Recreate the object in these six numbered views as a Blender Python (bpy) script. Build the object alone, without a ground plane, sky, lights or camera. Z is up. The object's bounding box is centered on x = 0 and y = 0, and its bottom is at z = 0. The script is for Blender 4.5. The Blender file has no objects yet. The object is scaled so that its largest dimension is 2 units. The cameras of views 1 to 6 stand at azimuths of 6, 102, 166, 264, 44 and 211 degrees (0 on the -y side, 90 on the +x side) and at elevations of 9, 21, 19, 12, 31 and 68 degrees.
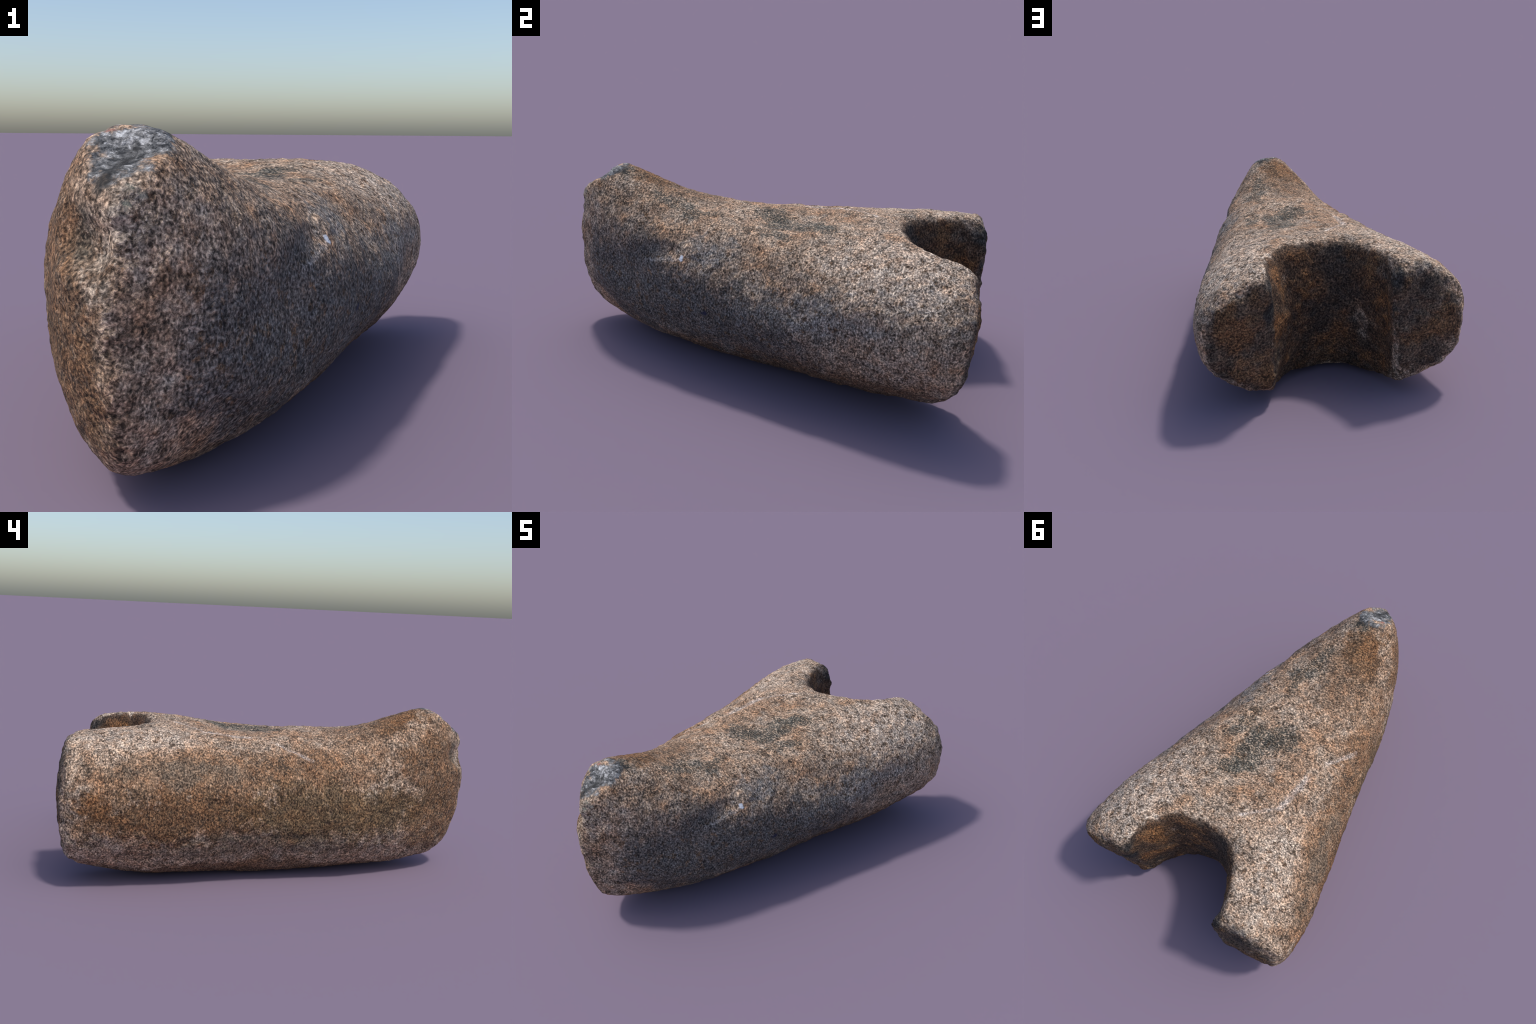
"""A broken stone shaft-hole axe head: a granite body that swells from a blunt cutting edge
(-y) to the shaft hole (+y), where the stone snapped, leaving two socket walls round half a hole."""
import bpy
import math
import numpy as np

# ----------------------------------------------------------------------------- shape parameters (metres)
STATIONS = [
    # y,     centre x, centre z, half width, half height, bulge every 30 degrees from +x over the top
    (-1.00, -0.090, 0.420, 0.130, 0.360, [0.754, 0.812, 0.901, 0.991, 0.968, 0.914, 0.944, 0.968, 0.906, 0.738, 0.671, 0.684]),
    (-0.86, -0.070, 0.420, 0.210, 0.370, [0.722, 0.761, 0.867, 1.045, 1.138, 1.015, 0.953, 0.984, 0.995, 0.873, 0.700, 0.735]),
    (-0.68, -0.040, 0.410, 0.300, 0.385, [0.659, 0.771, 0.826, 0.967, 1.073, 1.087, 1.040, 1.068, 1.064, 0.965, 0.826, 0.777]),
    (-0.45, -0.020, 0.385, 0.360, 0.370, [0.859, 0.859, 0.853, 0.873, 0.991, 1.086, 1.127, 1.169, 1.109, 1.018, 0.952, 0.907]),
    (-0.20, -0.015, 0.355, 0.420, 0.350, [0.935, 0.944, 0.966, 0.917, 1.020, 1.115, 1.081, 1.119, 1.135, 1.043, 1.003, 0.963]),
    ( 0.10, -0.010, 0.345, 0.490, 0.345, [1.000, 0.975, 1.011, 0.895, 1.052, 1.093, 1.043, 1.049, 1.129, 1.029, 1.025, 0.975]),
    ( 0.40, -0.010, 0.345, 0.550, 0.345, [1.010, 1.069, 1.074, 1.014, 1.084, 1.090, 1.030, 1.062, 1.090, 1.002, 1.053, 1.036]),
    ( 0.70, -0.005, 0.350, 0.600, 0.340, [1.052, 1.105, 1.136, 0.996, 1.137, 1.119, 1.044, 1.056, 1.109, 0.974, 1.068, 1.050]),
    ( 1.00,  0.000, 0.360, 0.610, 0.330, [1.035, 1.142, 1.055, 0.668, 1.106, 1.113, 1.026, 1.117, 1.014, 0.940, 1.110, 1.113]),
]
EDGE_Y = -0.994
EDGE_CURVE = 0.567
EDGE_Z = 0.465
BREAK_R_Y = 0.914
BREAK_R_DX = 0.086
BREAK_R_DZ = 0.115
BREAK_L_Y = 0.989
BREAK_L_DX = 0.021
BREAK_L_DZ = 0.016
HOLE_X = 0.047
HOLE_Y = 0.873
HOLE_LEAN_X = 0.041
HOLE_LEAN_Y = 0.026
HOLE_RADIUS = 0.224
HOLE_FLARE = 0.072
HOLE_OVAL = 1.431
CHIP_Z = 0.802
CHIP_DY = 0.587
CHIP_DX = 0.006
HOLE_BELLY = 0.026
HOLE_SQUASH = -0.045
HOLE_SIDE = -0.026
HOLE_BELLY_SIDE = 1.171
RIDGE_X = -0.108
RIDGE_LEAN = 0.024
RIDGE_BOW = 0.156
FACET_L = 0.686
FACET_R = 0.796
VOXEL = 0.0056
rng = np.random.default_rng(7)

# scooped hollows: (start, end, radius, depth)
HOLLOWS = [
    ((-0.215, -0.920, 0.60), (-0.150, -0.955, 0.580), 0.048, 0.046),    # notch beside the cutting edge
    ((-0.215, -0.91, 0.525), (-0.17, -0.945, 0.51), 0.040, -0.014),    # lump under the notch
    ((-0.18, -0.90, 0.68), (-0.19, -0.86, 0.66), 0.035, 0.006),
    ((0.275, -0.39, 0.555), (0.230, -0.62, 0.50), 0.036, 0.019),        # scar on the right flank
    ((0.30, -0.37, 0.53), (0.325, -0.33, 0.50), 0.020, 0.006),
    ((-0.152, 0.406, 0.71), (-0.229, 0.331, 0.69), 0.018, 0.007),      # cracks on the top
    ((-0.229, 0.331, 0.69), (-0.256, 0.123, 0.67), 0.022, 0.009),
    ((-0.300, -0.014, 0.65), (-0.389, -0.17, 0.585), 0.020, 0.012),
    ((-0.275, 0.08, 0.665), (-0.415, -0.15, 0.565), 0.024, -0.009),    # crease along the left shoulder
    ((-0.449, 0.045, 0.55), (-0.482, 0.031, 0.49), 0.028, 0.008),      # scars on the left shoulder
    ((-0.40, -0.08, 0.58), (-0.454, -0.169, 0.493), 0.024, 0.008),
    ((-0.42, 0.00, 0.57), (-0.475, -0.06, 0.49), 0.016, 0.007),
    ((-0.43, 0.03, 0.575), (-0.478, -0.015, 0.50), 0.016, -0.006),     # ridges between the scars
    ((-0.38, 0.12, 0.61), (-0.46, 0.10, 0.54), 0.045, -0.008),
    ((0.39, 0.20, 0.60), (0.33, 0.14, 0.62), 0.110, -0.014),           # fullness of the right flank
    ((0.53, 0.18, 0.35), (0.50, 0.10, 0.33), 0.090, -0.010),
    ((0.24, 0.80, 0.56), (0.235, 0.78, 0.40), 0.065, -0.026),           # swelling of the right socket wall
    ((-0.44, 0.95, 0.66), (-0.40, 0.94, 0.67), 0.045, -0.012),         # lip of the left socket wall
    ((-0.15, 0.70, 0.42), (-0.17, 0.74, 0.28), 0.070, 0.008),
    ((-0.08, -0.06, 0.69), (-0.03, -0.16, 0.69), 0.110, -0.013),       # crown of the saddle
    ((-0.44, 0.55, 0.07), (-0.38, 0.35, 0.05), 0.120, -0.013),         # left belly
    ((0.37, -0.12, 0.17), (0.30, -0.32, 0.18), 0.110, 0.011),          # right belly near the blade
    ((-0.07, -0.96, 0.25), (-0.09, -0.98, 0.32), 0.050, -0.008),
    ((-0.60, 0.438, 0.235), (-0.44, -0.248, 0.235), 0.020, 0.004),     # groove low on the left flank
    ((-0.22, 0.91, 0.66), (-0.20, 0.84, 0.68), 0.045, 0.014),          # spalls along the break
    ((0.27, 0.90, 0.67), (0.23, 0.86, 0.68), 0.040, 0.012),
    ((-0.44, 0.99, 0.54), (-0.53, 0.98, 0.48), 0.080, 0.010),
    ((-0.50, 0.98, 0.26), (-0.36, 0.98, 0.16), 0.080, 0.014),
    ((-0.24, 0.97, 0.26), (-0.25, 0.97, 0.10), 0.050, 0.018),
    ((0.20, 0.90, 0.42), (0.21, 0.90, 0.38), 0.050, 0.012),
]


# ----------------------------------------------------------------------------- noise
LATTICE = rng.random((32, 32, 32)) * 2 - 1


def value_noise(P, size):
    """Smooth lattice noise in [-1, 1] at points P, with features about `size` across."""
    q = np.asarray(P) / size + 11.3
    i = np.floor(q).astype(int)
    f = q - i
    f = f * f * f * (f * (f * 6 - 15) + 10)
    out = 0
    for dx in (0, 1):
        for dy in (0, 1):
            for dz in (0, 1):
                w = np.abs(1 - dx - f[:, 0]) * np.abs(1 - dy - f[:, 1]) * np.abs(1 - dz - f[:, 2])
                out = out + w * LATTICE[(i[:, 0] + dx) % 32, (i[:, 1] + dy) % 32, (i[:, 2] + dz) % 32]
    return out


# ----------------------------------------------------------------------------- the solid, as one smooth field
def spline_rows(xs, V, x):
    """Natural cubic spline through the rows of V at knots xs."""
    n, h = len(xs), np.diff(xs)
    A, B = np.zeros((n, n)), np.zeros((n, V.shape[1]))
    A[0, 0] = A[-1, -1] = 1
    for i in range(1, n - 1):
        A[i, i - 1], A[i, i], A[i, i + 1] = h[i - 1], 2 * (h[i - 1] + h[i]), h[i]
        B[i] = 6 * ((V[i + 1] - V[i]) / h[i] - (V[i] - V[i - 1]) / h[i - 1])
    M = np.linalg.solve(A, B)
    x = np.clip(x, xs[0] - 0.15, xs[-1] + 0.15)
    k = np.clip(np.searchsorted(xs, x) - 1, 0, n - 2)
    a, b, H = (xs[k + 1] - x)[:, None], (x - xs[k])[:, None], h[k][:, None]
    return (M[k] * a**3 + M[k + 1] * b**3) / (6 * H) + (V[k] / H - M[k] * H / 6) * a + (V[k + 1] / H - M[k + 1] * H / 6) * b


def bulge(R, th):
    """Catmull-Rom round the section; R is one value per 30 degrees."""
    t = (th / (2 * np.pi) * len(R)) % len(R)
    i = np.floor(t).astype(int)
    f = t - i
    a, b, c, d = [R[(i + k) % len(R)] for k in (-1, 0, 1, 2)]
    return b + 0.5 * f * (c - a + f * (2 * a - 5 * b + 4 * c - d + f * (3 * (b - c) + d - a)))


def smax(a, b, k):
    h = np.maximum(k - np.abs(a - b), 0) / k
    return np.maximum(a, b) + h * h * k * 0.25


KNOTS = np.array([s[0] for s in STATIONS])
ROWS = np.array([list(s[1:5]) + s[5] for s in STATIONS])


def features(x, y, z, section):
    """Signed distances of body, cutting edge, break, hole and chip in one slice of constant y."""
    cx, cz, w, h = section[:4]
    w = max(w, 0.03)
    X, Z = (x - cx) / w, (z - cz) / h
    rho = np.hypot(X, Z) + 1e-9
    body = (rho - bulge(section[4:], np.arctan2(Z, X))) / np.hypot(X / rho / w, Z / rho / h)
    # cutting end: two facets meeting in an upright ridge
    q = x - (RIDGE_X + RIDGE_LEAN * (z - 0.45) + RIDGE_BOW * (z - 0.45) ** 2)
    soft = np.sqrt(q * q + 0.015**2) - 0.015
    edge = (EDGE_Y + EDGE_CURVE * (z - EDGE_Z) ** 2 + 0.5 * (FACET_L + FACET_R) * soft + 0.5 * (FACET_R - FACET_L) * q - y) / 1.2
    right = y - (BREAK_R_Y + BREAK_R_DX * (x - 0.4) + BREAK_R_DZ * (z - 0.35))
    left = y - (BREAK_L_Y + BREAK_L_DX * (x + 0.4) + BREAK_L_DZ * (z - 0.35))
    s = 1 / (1 + np.exp(-(x - HOLE_X) / 0.04))
    snap = right * s + left * (1 - s)
    chip = (z - CHIP_Z - CHIP_DY * (y + 0.8) - CHIP_DX * (x + 0.12)) / 1.25
    dz = z - 0.35
    hx = x - HOLE_X - HOLE_LEAN_X * dz
    hy = (y - HOLE_Y - HOLE_LEAN_Y * dz) / HOLE_OVAL
    turn = np.arctan2(hx, -hy)  # 0 on the back wall
    radius = HOLE_RADIUS + HOLE_FLARE * dz * dz + HOLE_SQUASH * np.cos(2 * turn) + HOLE_SIDE * np.sin(turn)
    belly = HOLE_BELLY * (1 + HOLE_BELLY_SIDE * np.sin(turn) ** 2) * np.maximum(1 - (dz / 0.37) ** 2, 0)
    hole = radius - np.hypot(hx, hy) - belly / (1 + np.exp((y - 0.80) / 0.04))
    return body, edge, snap, hole, chip


def solid(x, y, z, section):
    body, edge, snap, hole, chip = features(x, y, z, section)
    F = smax(smax(body, edge, 0.06), -z, 0.03)
    near = np.argwhere((np.abs(np.maximum(np.maximum(F, snap), np.maximum(hole, chip))) < 0.05).ravel())[:, 0]
    P = np.stack([x.ravel()[near], np.full(len(near), y), z.ravel()[near]], -1)
    snap, chip, hole = snap.ravel(), chip.ravel(), hole.ravel()
    # the broken faces are rougher than the ground surface
    snap[near] += 0.003 + 0.010 * value_noise(P, 0.16) + 0.006 * value_noise(P, 0.07) + 0.003 * value_noise(P, 0.03)
    chip[near] += 0.011 * value_noise(P * [1, 1, 1.5], 0.085) + 0.005 * value_noise(P, 0.025)
    hole[near] += 0.006 * value_noise(P * [1, 1, 0.5], 0.12) + 0.002 * value_noise(P, 0.03)
    snap, chip, hole = (a.reshape(F.shape) for a in (snap, chip, hole))
    F = smax(smax(smax(F, snap, 0.13), chip, 0.022), hole, 0.06)
    # hollows and surface relief
    flat = F.ravel()
    relief = 0.0045 * value_noise(P + 3.1, 0.22) + 0.0028 * value_noise(P + 1.7, 0.075) + 0.0027 * value_noise(P, 0.030) + 0.0021 * value_noise(P + 5.0, 0.016)
    for a, b, r, depth in HOLLOWS:
        a, b = np.array(a), np.array(b)
        t = np.clip(((P - a) @ (b - a)) / max((b - a) @ (b - a), 1e-9), 0, 1)
        d2 = ((P - a - t[:, None] * (b - a)) ** 2).sum(1)
        relief = relief + depth * np.exp(-d2 / (r * r))
    flat[near] += relief
    return flat.reshape(F.shape)


xs = np.arange(-0.70, 0.70, VOXEL)
ys = np.arange(-1.06, 1.06, VOXEL)
zs = np.arange(-0.05, 0.90, VOXEL)
gx, gz = np.meshgrid(xs, zs, indexing="ij")
sections = spline_rows(KNOTS, ROWS, ys)
F = np.stack([solid(gx, y, gz, s) for y, s in zip(ys, sections)], 1).astype(np.float32)


# ----------------------------------------------------------------------------- surface nets
def surface_net(F, origin, step):
    inside = F < 0
    n = np.array(F.shape) - 1
    corner = [(a, b, c) for a in (0, 1) for b in (0, 1) for c in (0, 1)]
    view = lambda A, o: A[o[0] : o[0] + n[0], o[1] : o[1] + n[1], o[2] : o[2] + n[2]]
    count = sum(view(inside, o).astype(np.int8) for o in corner)
    cells = np.argwhere((count > 0) & (count < 8))
    total, hits = np.zeros((len(cells), 3)), np.zeros(len(cells))
    for o in corner:
        for axis in range(3):
            if o[axis]:
                continue
            q = list(o)
            q[axis] = 1
            f0 = F[tuple((cells + o).T)].astype(float)
            f1 = F[tuple((cells + q).T)].astype(float)
            cross = (f0 < 0) != (f1 < 0)
            t = np.where(cross, f0 / np.where(cross, f0 - f1, 1), 0)
            at = np.array(o, float)[None] + np.eye(3)[axis] * t[:, None]
            total += at * cross[:, None]
            hits += cross
    verts = origin + step * (cells + total / hits[:, None])
    index = np.full(n, -1)
    index[tuple(cells.T)] = np.arange(len(cells))
    quads = []
    for axis in range(3):
        u, v = (axis + 1) % 3, (axis + 2) % 3
        lo = [slice(None)] * 3
        hi = [slice(None)] * 3
        lo[axis], hi[axis] = slice(None, -1), slice(1, None)
        a, b = inside[tuple(lo)], inside[tuple(hi)]
        e = np.argwhere(a != b)
        eu, ev = np.eye(3, dtype=int)[u], np.eye(3, dtype=int)[v]
        ids = np.stack([index[tuple((e - d).T)] for d in (eu + ev, ev, 0 * eu, eu)], 1)
        flip = b[tuple(e.T)]
        ids[flip] = ids[flip][:, ::-1]
        quads.append(ids)
    return verts, np.concatenate(quads)


verts, quads = surface_net(F, np.array([xs[0], ys[0], zs[0]]), VOXEL)
verts[:, 2] = np.maximum(verts[:, 2], 0.0)  # it rests on the ground
lo, hi = verts.min(0), verts.max(0)
print("EXTENT", lo, hi)

# ----------------------------------------------------------------------------- which part each face belongs to
mid = verts[quads].mean(1)
order = np.argsort(mid[:, 1])
member = np.empty((len(mid), 5))
x, y, z = mid.T
sec = spline_rows(KNOTS, ROWS, y)
for k in range(0, len(mid), 20000):
    sl = slice(k, k + 20000)
    cx, cz, w, h = sec[sl, :4].T
    w = np.maximum(w, 0.03)
    X, Z = (x[sl] - cx) / w, (z[sl] - cz) / h
    rho = np.hypot(X, Z) + 1e-9
    t = (np.arctan2(Z, X) / (2 * np.pi) * 12) % 12
    i = np.floor(t).astype(int)
    r = sec[sl, 4:][np.arange(len(t)), i % 12] * (1 - t + i) + sec[sl, 4:][np.arange(len(t)), (i + 1) % 12] * (t - i)
    member[sl, 0] = (rho - r) / np.hypot(X / rho / w, Z / rho / h)
    member[sl, 1:] = np.stack(features(x[sl], y[sl], z[sl], np.r_[0, 0, 1, 1, np.ones(12)])[1:], -1)
kind = member[:, [0, 2, 3, 4]].argmax(1)  # 0 body, 1 break, 2 hole, 3 chip
kind[(kind == 3) & (y > -0.6)] = 0
kind[(kind == 1) & (y < 0.7)] = 0
part = np.where(kind == 0, np.where(y < -0.70, 1, np.where(y > 0.52, np.where(x > HOLE_X, 2, 3), 0)), 0)
part[kind == 1] = np.where(x[kind == 1] > HOLE_X, 4, 5)
part[kind == 2] = 6
part[kind == 3] = 7
PART_NAMES = ["body", "blade", "socket_wall", "socket_wall", "broken_face", "broken_face", "shaft_hole", "chipped_corner"]

# ----------------------------------------------------------------------------- material


def srgb(r, g, b):
    return tuple(c / 12.92 if c <= 0.04045 else ((c + 0.055) / 1.055) ** 2.4 for c in (r / 255, g / 255, b / 255))


class Graph:
    """A few short hands for building node trees."""

    def __init__(self, name):
        self.mat = bpy.data.materials.new(name)
        self.mat.use_nodes = True
        self.nt = self.mat.node_tree
        self.nt.nodes.clear()

    def node(self, kind, **props):
        n = self.nt.nodes.new(kind)
        for k, v in props.items():
            setattr(n, k, v)
        return n

    def put(self, socket, v):
        if isinstance(v, bpy.types.NodeSocket):
            self.nt.links.new(v, socket)
        elif v is not None:
            if socket.type == "RGBA" and len(v) == 3:
                v = (*v, 1)
            socket.default_value = v

    def math(self, op, a, b=None, c=None, clamp=False):
        n = self.node("ShaderNodeMath", operation=op, use_clamp=clamp)
        for s, v in zip(n.inputs, (a, b, c)):
            self.put(s, v)
        return n.outputs[0]

    def vec(self, op, a, b=None, scale=None):
        n = self.node("ShaderNodeVectorMath", operation=op)
        self.put(n.inputs[0], a)
        self.put(n.inputs[1], b)
        if scale is not None:
            self.put(n.inputs["Scale"], scale)
        return n.outputs["Value"] if op in ("LENGTH", "DOT_PRODUCT", "DISTANCE") else n.outputs[0]

    def noise(self, vec, scale, detail=2.0, rough=0.5, distort=0.0, colour=False):
        n = self.node("ShaderNodeTexNoise")
        self.put(n.inputs["Vector"], vec)
        n.inputs["Scale"].default_value = scale
        n.inputs["Detail"].default_value = detail
        n.inputs["Roughness"].default_value = rough
        n.inputs["Distortion"].default_value = distort
        return n.outputs["Color" if colour else "Fac"]

    def step(self, v, lo, hi, smooth=True):
        n = self.node("ShaderNodeMapRange", interpolation_type="SMOOTHSTEP" if smooth else "LINEAR")
        self.put(n.inputs[0], v)
        n.inputs[1].default_value, n.inputs[2].default_value = lo, hi
        return n.outputs[0]

    def ramp(self, v, stops):
        n = self.node("ShaderNodeValToRGB")
        self.put(n.inputs[0], v)
        el = n.color_ramp.elements
        while len(el) < len(stops):
            el.new(0.5)
        for e, (pos, col) in zip(el, stops):
            e.position, e.color = pos, (*col, 1)
        return n.outputs[0]

    def mix(self, fac, a, b, blend="MIX"):
        n = self.node("ShaderNodeMix", data_type="RGBA", blend_type=blend)
        n.clamp_factor = True
        self.put(n.inputs[0], fac)
        self.put(n.inputs[6], a)
        self.put(n.inputs[7], b)
        return n.outputs[2]

    def blob(self, vec, centre, radii, soft=0.5, turn=0.0):
        """Soft ellipsoid mask: 1 inside, falling to 0 over the outer `soft` share; turned round z."""
        m = self.node("ShaderNodeMapping", vector_type="TEXTURE")
        self.put(m.inputs["Vector"], vec)
        m.inputs["Location"].default_value = centre
        m.inputs["Rotation"].default_value = (0, 0, math.radians(turn))
        m.inputs["Scale"].default_value = radii
        return self.step(self.vec("LENGTH", m.outputs[0]), 1.0, 1.0 - soft)

    def stroke(self, vec, a, b, width):
        """Soft line from a to b."""
        ab = [q - p for p, q in zip(a, b)]
        L = math.sqrt(sum(c * c for c in ab))
        u = tuple(c / L for c in ab)
        rel = self.vec("SUBTRACT", vec, tuple(a))
        t = self.math("MINIMUM", self.math("MAXIMUM", self.vec("DOT_PRODUCT", rel, u), 0.0), L)
        off = self.vec("SUBTRACT", rel, self.vec("SCALE", u, scale=t))
        return self.step(self.vec("LENGTH", off), width, 0.15 * width)


def granite():
    g = Graph("weathered_granite")
    raw = g.node("ShaderNodeTexCoord").outputs["Object"]
    P = raw
    wob = g.vec("SUBTRACT", g.noise(P, 7, 4, 0.6, colour=True), (0.5, 0.5, 0.5))
    W = g.vec("ADD", P, g.vec("SCALE", wob, scale=0.30))  # ragged outlines for patches
    fine = g.vec("SUBTRACT", g.noise(P, 30, 3, 0.6, colour=True), (0.5, 0.5, 0.5))
    V = g.vec("ADD", P, g.vec("SCALE", fine, scale=0.035))  # for thin marks
    sep = g.node("ShaderNodeSeparateXYZ")
    g.put(sep.inputs[0], P)
    x, y, z = sep.outputs
    sepw = g.node("ShaderNodeSeparateXYZ")
    g.put(sepw.inputs[0], W)
    wx, wy, wz = sepw.outputs

    # --- grain: dark, middle and pale crystals, with pale threads between them
    stretch = g.vec("MULTIPLY", P, (1.0, 1.25, 1.0))
    grain = g.noise(stretch, 108, 2.5, 0.6, 0.35)
    thread = g.math("SUBTRACT", 1.0, g.math("ABSOLUTE", g.math("MULTIPLY_ADD", g.noise(g.vec("ADD", P, (7.0, 3.0, 5.0)), 84, 1.5, 0.5, 0.4), 6.0, -3.0)))
    coarse = g.noise(g.vec("ADD", P, (2.0, 8.0, 1.0)), 15, 3, 0.6)
    grain = g.math("ADD", g.math("MULTIPLY_ADD", thread, 0.045, grain), g.math("MULTIPLY_ADD", coarse, 0.24, -0.135))
    value = g.ramp(grain, [(0.31, (0.13,) * 3), (0.42, (0.45, 0.44, 0.43)), (0.51, (0.88, 0.88, 0.88)), (0.60, (1.52, 1.51, 1.48)), (0.69, (2.6, 2.6, 2.52))])
    hue = g.noise(g.vec("ADD", P, (1.0, 9.0, 4.0)), 22, 4, 0.65)
    tint = g.ramp(hue, [(0.34, (0.93, 0.99, 1.05)), (0.48, (1.0, 1.0, 1.0)), (0.62, (1.07, 0.98, 0.91)), (0.72, (1.12, 0.97, 0.86))])

    # --- ground tone by zone
    pale_crystal = g.step(grain, 0.50, 0.60)
    speck = g.math("MULTIPLY", g.math("SUBTRACT", g.noise(P, 34, 4, 0.7), 0.5), 1.5)
    cream, orange = PAL["cream"], PAL["orange"]
    tone = g.mix(g.step(g.noise(P, 4.5, 4, 0.65), 0.44, 0.66), cream, orange)
    tone = g.mix(g.math("MULTIPLY", g.step(g.noise(P, 6.5, 2, 0.5), 0.55, 0.75), 0.6), tone, PAL["grey"])

    for name, centre, radii, soft, turn, amount in ZONES:
        # patch edges break up into speckle instead of fading evenly
        m = g.step(g.math("ADD", g.blob(W, centre, radii, soft, turn), speck), 0.02, 0.70)
        if name == "green_grey":
            m = g.math("MULTIPLY", m, g.math("MULTIPLY_ADD", pale_crystal, -0.5, 1.0))
        tone = g.mix(g.math("MULTIPLY", m, amount), tone, PAL[name])
    for name, a, b, width, amount in STROKES:
        tone = g.mix(g.math("MULTIPLY", g.stroke(V, a, b, width), amount), tone, PAL[name])

    # --- shaft hole, broken faces and chip
    dz = g.math("SUBTRACT", z, 0.35)
    hx = g.math("SUBTRACT", x, g.math("MULTIPLY_ADD", dz, HOLE_LEAN_X, HOLE_X))
    hy = g.math("DIVIDE", g.math("SUBTRACT", y, g.math("MULTIPLY_ADD", dz, HOLE_LEAN_Y, HOLE_Y)), HOLE_OVAL)
    dist = g.math("SQRT", g.math("ADD", g.math("MULTIPLY", hx, hx), g.math("MULTIPLY", hy, hy)))
    turn = g.math("ARCTAN2", hx, g.math("MULTIPLY", hy, -1.0))
    side = g.math("SINE", turn)
    side2 = g.math("MULTIPLY", side, side)
    radius = g.math("ADD", g.math("MULTIPLY_ADD", side2, -2 * HOLE_SQUASH, HOLE_RADIUS + HOLE_SQUASH), g.math("MULTIPLY", side, HOLE_SIDE))
    radius = g.math("ADD", radius, g.math("MULTIPLY", g.math("MULTIPLY", dz, dz), HOLE_FLARE))
    hollow = g.math("MAXIMUM", g.math("MULTIPLY_ADD", g.math("MULTIPLY", dz, dz), -1 / 0.37**2, 1.0), 0.0)
    fade = g.step(y, 0.90, 0.70)
    belly = g.math("MULTIPLY", g.math("MULTIPLY_ADD", side2, HOLE_BELLY * HOLE_BELLY_SIDE, HOLE_BELLY), g.math("MULTIPLY", hollow, fade))
    radius = g.math("SUBTRACT", radius, belly)
    ragged = g.math("MULTIPLY", g.math("SUBTRACT", g.noise(P, 22, 3, 0.6), 0.5), 0.03)
    from_hole = g.math("ADD", g.math("SUBTRACT", dist, radius), ragged)
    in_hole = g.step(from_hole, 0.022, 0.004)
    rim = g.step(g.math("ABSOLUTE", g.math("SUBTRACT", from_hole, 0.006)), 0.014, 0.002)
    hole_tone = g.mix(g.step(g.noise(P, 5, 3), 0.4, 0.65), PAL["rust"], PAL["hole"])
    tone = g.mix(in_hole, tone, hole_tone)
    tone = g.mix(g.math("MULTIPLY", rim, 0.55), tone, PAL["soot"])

    left = g.step(x, HOLE_X + 0.05, HOLE_X - 0.05)
    plane = lambda y0, kx, x0, kz: g.math("ADD", g.math("MULTIPLY_ADD", g.math("SUBTRACT", x, x0), kx, y0), g.math("MULTIPLY", dz, kz))
    pr, pl = plane(BREAK_R_Y, BREAK_R_DX, 0.4, BREAK_R_DZ), plane(BREAK_L_Y, BREAK_L_DX, -0.4, BREAK_L_DZ)
    base = g.math("ADD", g.math("MULTIPLY", pl, left), g.math("MULTIPLY", pr, g.math("SUBTRACT", 1.0, left)))
    past = g.math("ADD", g.math("SUBTRACT", y, base), g.math("MULTIPLY", ragged, 1.2))
    on_break = g.step(past, -0.034, -0.016)
    break_rim = g.step(g.math("ABSOLUTE", g.math("ADD", past, 0.022)), 0.018, 0.004)
    break_tone = g.mix(g.step(g.noise(P, 7, 3), 0.42, 0.62), PAL["break"], PAL["brown"])
    tone = g.mix(on_break, tone, break_tone)
    tone = g.mix(g.math("MULTIPLY", break_rim, g.math("MULTIPLY", g.step(g.noise(P, 9, 2), 0.40, 0.66), 0.7)), tone, PAL["soot"])
    for name, centre, radii, soft, turn, amount in BREAK_SPOTS:
        tone = g.mix(g.math("MULTIPLY", g.blob(V, centre, radii, soft, turn), amount), tone, PAL[name])

    plane_z = g.math("ADD", g.math("MULTIPLY_ADD", g.math("ADD", y, 0.8), CHIP_DY, CHIP_Z), g.math("MULTIPLY", g.math("ADD", x, 0.12), CHIP_DX))
    over = g.math("ADD", g.math("SUBTRACT", z, plane_z), g.math("MULTIPLY", ragged, 0.7))
    on_chip = g.math("MULTIPLY", g.step(over, -0.036, -0.024), g.step(y, -0.66, -0.74))

    stone = g.mix(1.0, g.mix(1.0, tone, value, "MULTIPLY"), tint, "MULTIPLY")
    chip_grain = g.noise(g.vec("MULTIPLY", V, (1.0, 1.0, 2.0)), 46, 4, 0.7, 0.3)
    glint = g.blob(V, (-0.115, -0.815, 0.785), (0.085, 0.050, 0.06), 0.9)
    chip_grain = g.math("MULTIPLY_ADD", glint, 0.10, chip_grain)
    chip_tone = g.ramp(chip_grain, [(0.38, (0.03, 0.031, 0.034)), (0.48, (0.11, 0.111, 0.112)), (0.57, (0.23, 0.225, 0.22)), (0.72, (0.66, 0.655, 0.65))])
    on_chip = g.math("MULTIPLY", on_chip, g.step(g.math("ADD", g.blob(W, (-0.11, -0.835, 0.775), (0.115, 0.155, 0.13), 0.6), speck), 0.10, 0.80))
    stone = g.mix(on_chip, stone, chip_tone)
    stone = g.mix(g.math("MULTIPLY", g.stroke(V, (-0.050, -0.750, 0.790), (-0.136, -0.945, 0.700), 0.030), 0.9), stone, PAL["soot"])
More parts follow.
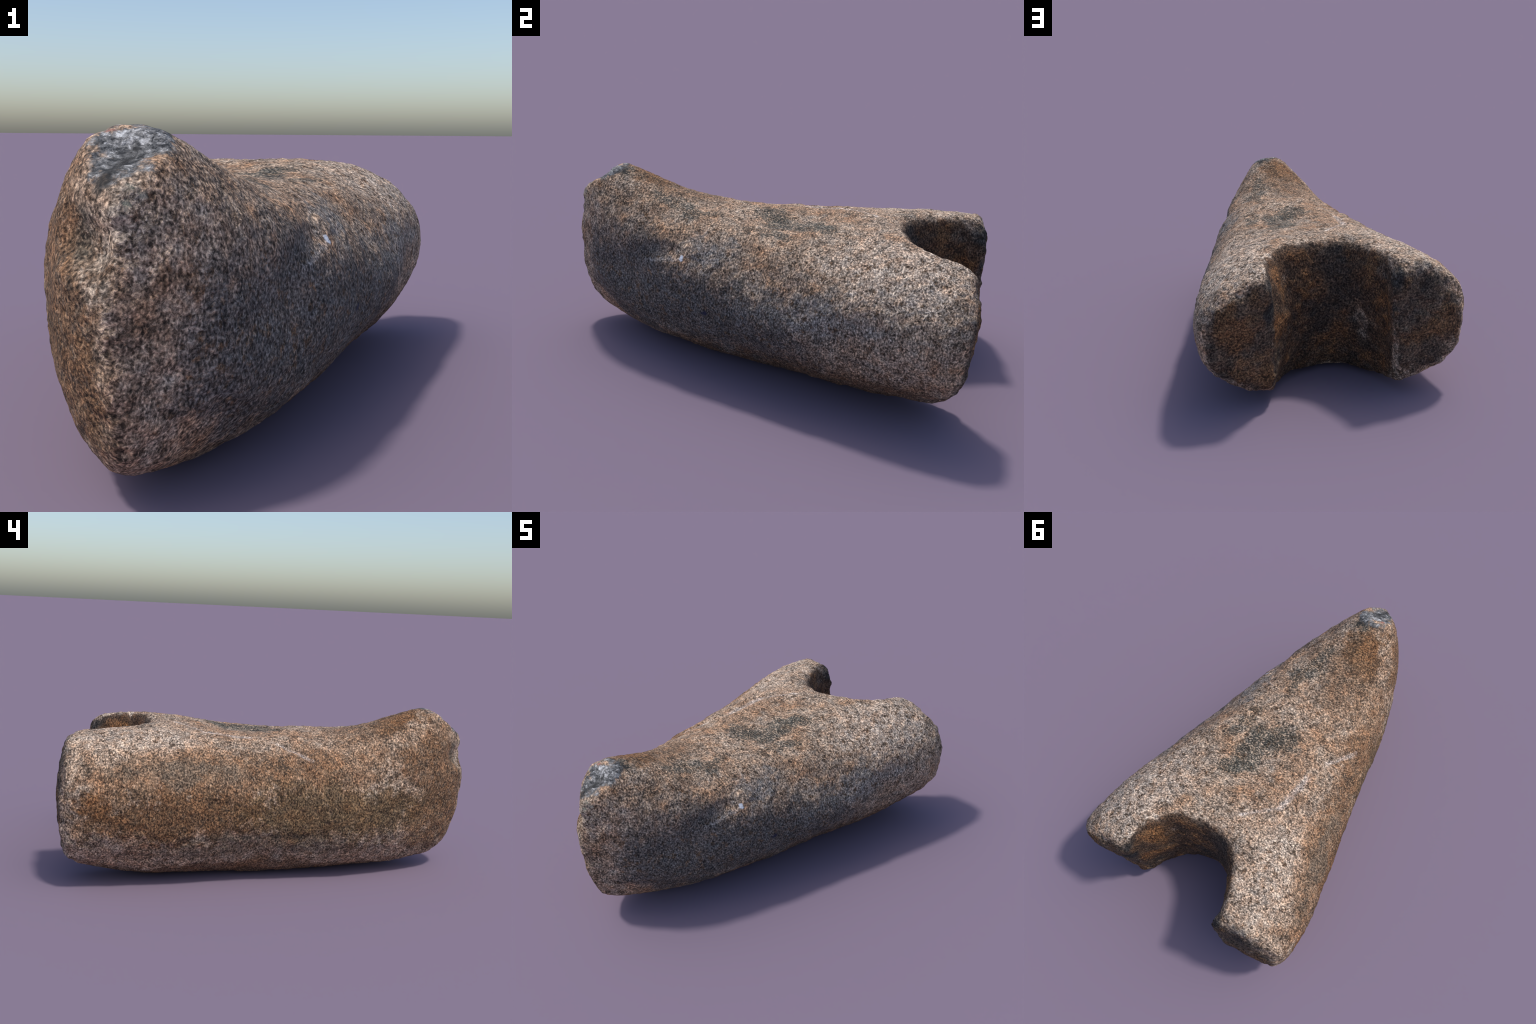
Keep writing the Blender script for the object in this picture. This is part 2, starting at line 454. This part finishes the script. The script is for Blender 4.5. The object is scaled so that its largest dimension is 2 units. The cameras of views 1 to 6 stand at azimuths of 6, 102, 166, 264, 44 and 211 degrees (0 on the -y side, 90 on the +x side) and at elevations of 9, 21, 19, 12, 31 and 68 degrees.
    stone = g.mix(g.math("MULTIPLY", g.stroke(V, (-0.055, -0.74, 0.80), (-0.17, -0.765, 0.80), 0.022), 0.6), stone, PAL["soot"])
    for name, centre, radii, soft, turn, amount in FLECKS:
        stone = g.mix(g.math("MULTIPLY", g.blob(V, centre, radii, soft, turn), amount), stone, PAL[name])

    # --- relief below the mesh
    pits = g.noise(P, 85, 3, 0.6)
    bump = g.node("ShaderNodeBump")
    bump.inputs["Strength"].default_value = 1.0
    bump.inputs["Distance"].default_value = 0.007
    g.put(bump.inputs["Height"], g.math("MULTIPLY_ADD", grain, 0.6, g.math("MULTIPLY", pits, 0.6)))
    bsdf = g.node("ShaderNodeBsdfPrincipled")
    g.put(bsdf.inputs["Base Color"], stone)
    bsdf.inputs["Roughness"].default_value = 0.85
    bsdf.inputs["Specular IOR Level"].default_value = 0.25
    g.put(bsdf.inputs["Normal"], bump.outputs[0])
    out = g.node("ShaderNodeOutputMaterial")
    g.nt.links.new(bsdf.outputs[0], out.inputs[0])
    return g.mat


PAL = {
    "cream": (0.355, 0.262, 0.192), "orange": (0.320, 0.198, 0.122), "pink": (0.475, 0.375, 0.295), "grey": (0.25, 0.215, 0.178),
    "green_grey": (0.075, 0.074, 0.062), "blue_grey": (0.225, 0.203, 0.185), "slate": (0.118, 0.106, 0.097), "brown": (0.145, 0.077, 0.037),
    "umber": (0.118, 0.074, 0.036), "rust": (0.19, 0.090, 0.037), "hole": (0.090, 0.055, 0.034), "break": (0.100, 0.068, 0.047),
    "soot": (0.030, 0.029, 0.028), "pale": (0.52, 0.46, 0.42), "white": (0.75, 0.77, 0.82), "mint": (0.34, 0.37, 0.29), "red": (0.35, 0.08, 0.05),
    "russet": (0.130, 0.072, 0.040), "ash": (0.150, 0.112, 0.080), "midnight": (0.02, 0.022, 0.05), "tan": (0.205, 0.118, 0.066),
}
# colour zones: (tone, centre, radii, softness, turn about z, amount)
ZONES = [
    ("tan", (-0.16, -0.50, 0.68), (0.24, 0.50, 0.20), 0.9, 8, 0.7),
    ("brown", (-0.24, -0.80, 0.42), (0.17, 0.40, 0.42), 0.7, 10, 0.85),
    ("tan", (-0.40, -0.20, 0.56), (0.14, 0.55, 0.12), 0.8, 12, 0.8),
    ("pink", (0.40, 0.62, 0.62), (0.30, 0.45, 0.20), 0.8, -12, 0.8),         # pale shoulders of the socket
    ("pink", (-0.38, 0.64, 0.67), (0.22, 0.45, 0.14), 0.9, 10, 0.6),
    ("tan", (-0.50, 0.25, 0.54), (0.20, 0.95, 0.18), 0.9, 13, 0.85),
    ("orange", (-0.18, 0.12, 0.69), (0.17, 0.34, 0.10), 0.7, 10, 0.7),
    ("orange", (0.20, -0.42, 0.64), (0.10, 0.28, 0.10), 0.8, -16, 0.7),
    ("russet", (0.44, 0.20, 0.04), (0.40, 1.10, 0.26), 0.7, -14, 0.85),       # russet below
    ("russet", (-0.30, 0.10, -0.02), (0.36, 1.00, 0.16), 0.6, 14, 0.8),
    ("slate", (0.40, -0.24, 0.29), (0.32, 0.95, 0.30), 0.95, -16, 1.0),      # darker grey tone over the right flank
    ("slate", (0.16, -0.64, 0.33), (0.25, 0.50, 0.42), 0.9, -16, 0.95),
    ("blue_grey", (0.25, -0.22, 0.57), (0.10, 0.20, 0.10), 0.8, -16, 0.8),
    ("blue_grey", (0.54, 0.36, 0.44), (0.14, 0.44, 0.11), 0.9, -14, 0.6),
    ("slate", (0.48, 0.05, 0.44), (0.10, 0.22, 0.10), 0.8, -14, 0.6),
    ("brown", (-0.56, 0.45, 0.35), (0.20, 0.78, 0.22), 0.95, 14, 0.95),        # brown left flank
    ("umber", (-0.42, -0.30, 0.35), (0.22, 0.80, 0.24), 0.95, 14, 0.9),
    ("ash", (-0.55, 0.40, 0.56), (0.12, 0.50, 0.08), 0.8, 12, 0.7),
    ("brown", (-0.14, -0.66, 0.74), (0.16, 0.26, 0.16), 0.8, 8, 0.8),        # stained top of the blade
    ("ash", (-0.48, 0.10, 0.17), (0.25, 0.80, 0.085), 0.95, 14, 0.75),         # ashy band low on the left
    ("green_grey", (0.07, 0.13, 0.68), (0.12, 0.34, 0.14), 0.8, -20, 0.85),  # dark stain on top
    ("green_grey", (0.09, 0.25, 0.69), (0.08, 0.11, 0.10), 0.8, 0, 0.8),
    ("green_grey", (-0.03, 0.02, 0.69), (0.15, 0.14, 0.10), 0.9, 0, 0.8),
    ("green_grey", (0.17, 0.02, 0.64), (0.06, 0.16, 0.08), 0.8, -10, 0.7),
    ("green_grey", (0.05, -0.42, 0.70), (0.07, 0.36, 0.09), 0.8, -8, 0.75),
    ("green_grey", (-0.06, -0.73, 0.80), (0.05, 0.06, 0.05), 0.8, 0, 0.8),
    ("rust", (-0.18, -0.66, 0.77), (0.09, 0.16, 0.06), 0.9, 0, 0.6),
    ("rust", (-0.62, 0.79, 0.40), (0.08, 0.14, 0.07), 0.9, 0, 0.7),
    ("rust", (0.02, -0.91, 0.50), (0.05, 0.07, 0.09), 0.9, 0, 0.5),
]
STROKES = [
    ("pale", (-0.087, 0.47, 0.708), (-0.229, 0.331, 0.687), 0.016, 0.45),    # pale line across the top
    ("pale", (-0.229, 0.331, 0.687), (-0.256, 0.123, 0.666), 0.028, 0.55),
    ("pale", (-0.300, -0.014, 0.644), (-0.389, -0.17, 0.583), 0.016, 0.45),
    ("pale", (0.288, -0.355, 0.520), (0.222, -0.60, 0.462), 0.016, 0.35),  # sky light on the right flank ledge, drawn as a pale stroke
    ("slate", (0.262, -0.40, 0.575), (0.205, -0.62, 0.52), 0.040, 0.7),
    ("soot", (-0.58, 0.44, 0.240), (-0.36, -0.58, 0.235), 0.024, 0.5),
    ("green_grey", (-0.19, -0.925, 0.64), (-0.185, -0.925, 0.575), 0.045, 0.8),
]
BREAK_SPOTS = [
    ("soot", (0.31, 0.91, 0.48), (0.055, 0.06, 0.075), 0.5, 0, 0.9),
    ("soot", (0.30, 0.90, 0.62), (0.10, 0.05, 0.04), 0.6, 0, 0.7),
    ("soot", (-0.26, 0.96, 0.62), (0.05, 0.06, 0.09), 0.6, 0, 0.85),
    ("soot", (-0.50, 0.97, 0.58), (0.13, 0.05, 0.04), 0.6, 0, 0.7),
    ("grey", (-0.20, 0.88, 0.62), (0.05, 0.09, 0.10), 0.6, 0, 0.8),
]
FLECKS = [
    ("midnight", (0.372, -0.206, 0.317), (0.022, 0.022, 0.016), 0.6, 0, 0.9),
    ("white", (0.288, -0.344, 0.527), (0.018, 0.016, 0.016), 0.5, 0, 0.9),
    ("mint", (-0.052, -0.937, 0.681), (0.018, 0.018, 0.014), 0.9, 0, 0.5),
    ("mint", (-0.08, -0.970, 0.665), (0.018, 0.018, 0.014), 0.9, 0, 0.5),
    ("mint", (-0.075, -0.94, 0.69), (0.018, 0.018, 0.014), 0.9, 0, 0.5),
    ("red", (-0.148, -0.803, 0.796), (0.020, 0.014, 0.010), 0.6, 0, 0.6),
]
stone = granite()

# ----------------------------------------------------------------------------- objects


def vertex_normals(verts, quads):
    q = verts[quads]
    fn = np.cross(q[:, 2] - q[:, 0], q[:, 3] - q[:, 1])
    n = np.zeros_like(verts)
    for k in range(4):
        for c in range(3):
            n[:, c] += np.bincount(quads[:, k], fn[:, c], len(verts))
    return n / np.linalg.norm(n, axis=1, keepdims=True)


normals = vertex_normals(verts, quads)
root = bpy.data.objects.new("stone_axe_head", None)
bpy.context.scene.collection.objects.link(root)
root["label"] = "broken stone axe head of speckled brown granite with half shaft hole"
root["category"] = "stone axe"

for k, name in enumerate(PART_NAMES):
    own = quads[part == k]
    used, local = np.unique(own, return_inverse=True)
    local = local.reshape(own.shape)
    mesh = bpy.data.meshes.new(name)
    mesh.from_pydata(verts[used].tolist(), [], local.tolist())
    mesh.polygons.foreach_set("use_smooth", np.ones(len(own), bool))
    mesh.normals_split_custom_set_from_vertices(normals[used].tolist())
    mesh.materials.append(stone)
    obj = bpy.data.objects.new(name, mesh)
    bpy.context.scene.collection.objects.link(obj)
    obj.parent = root
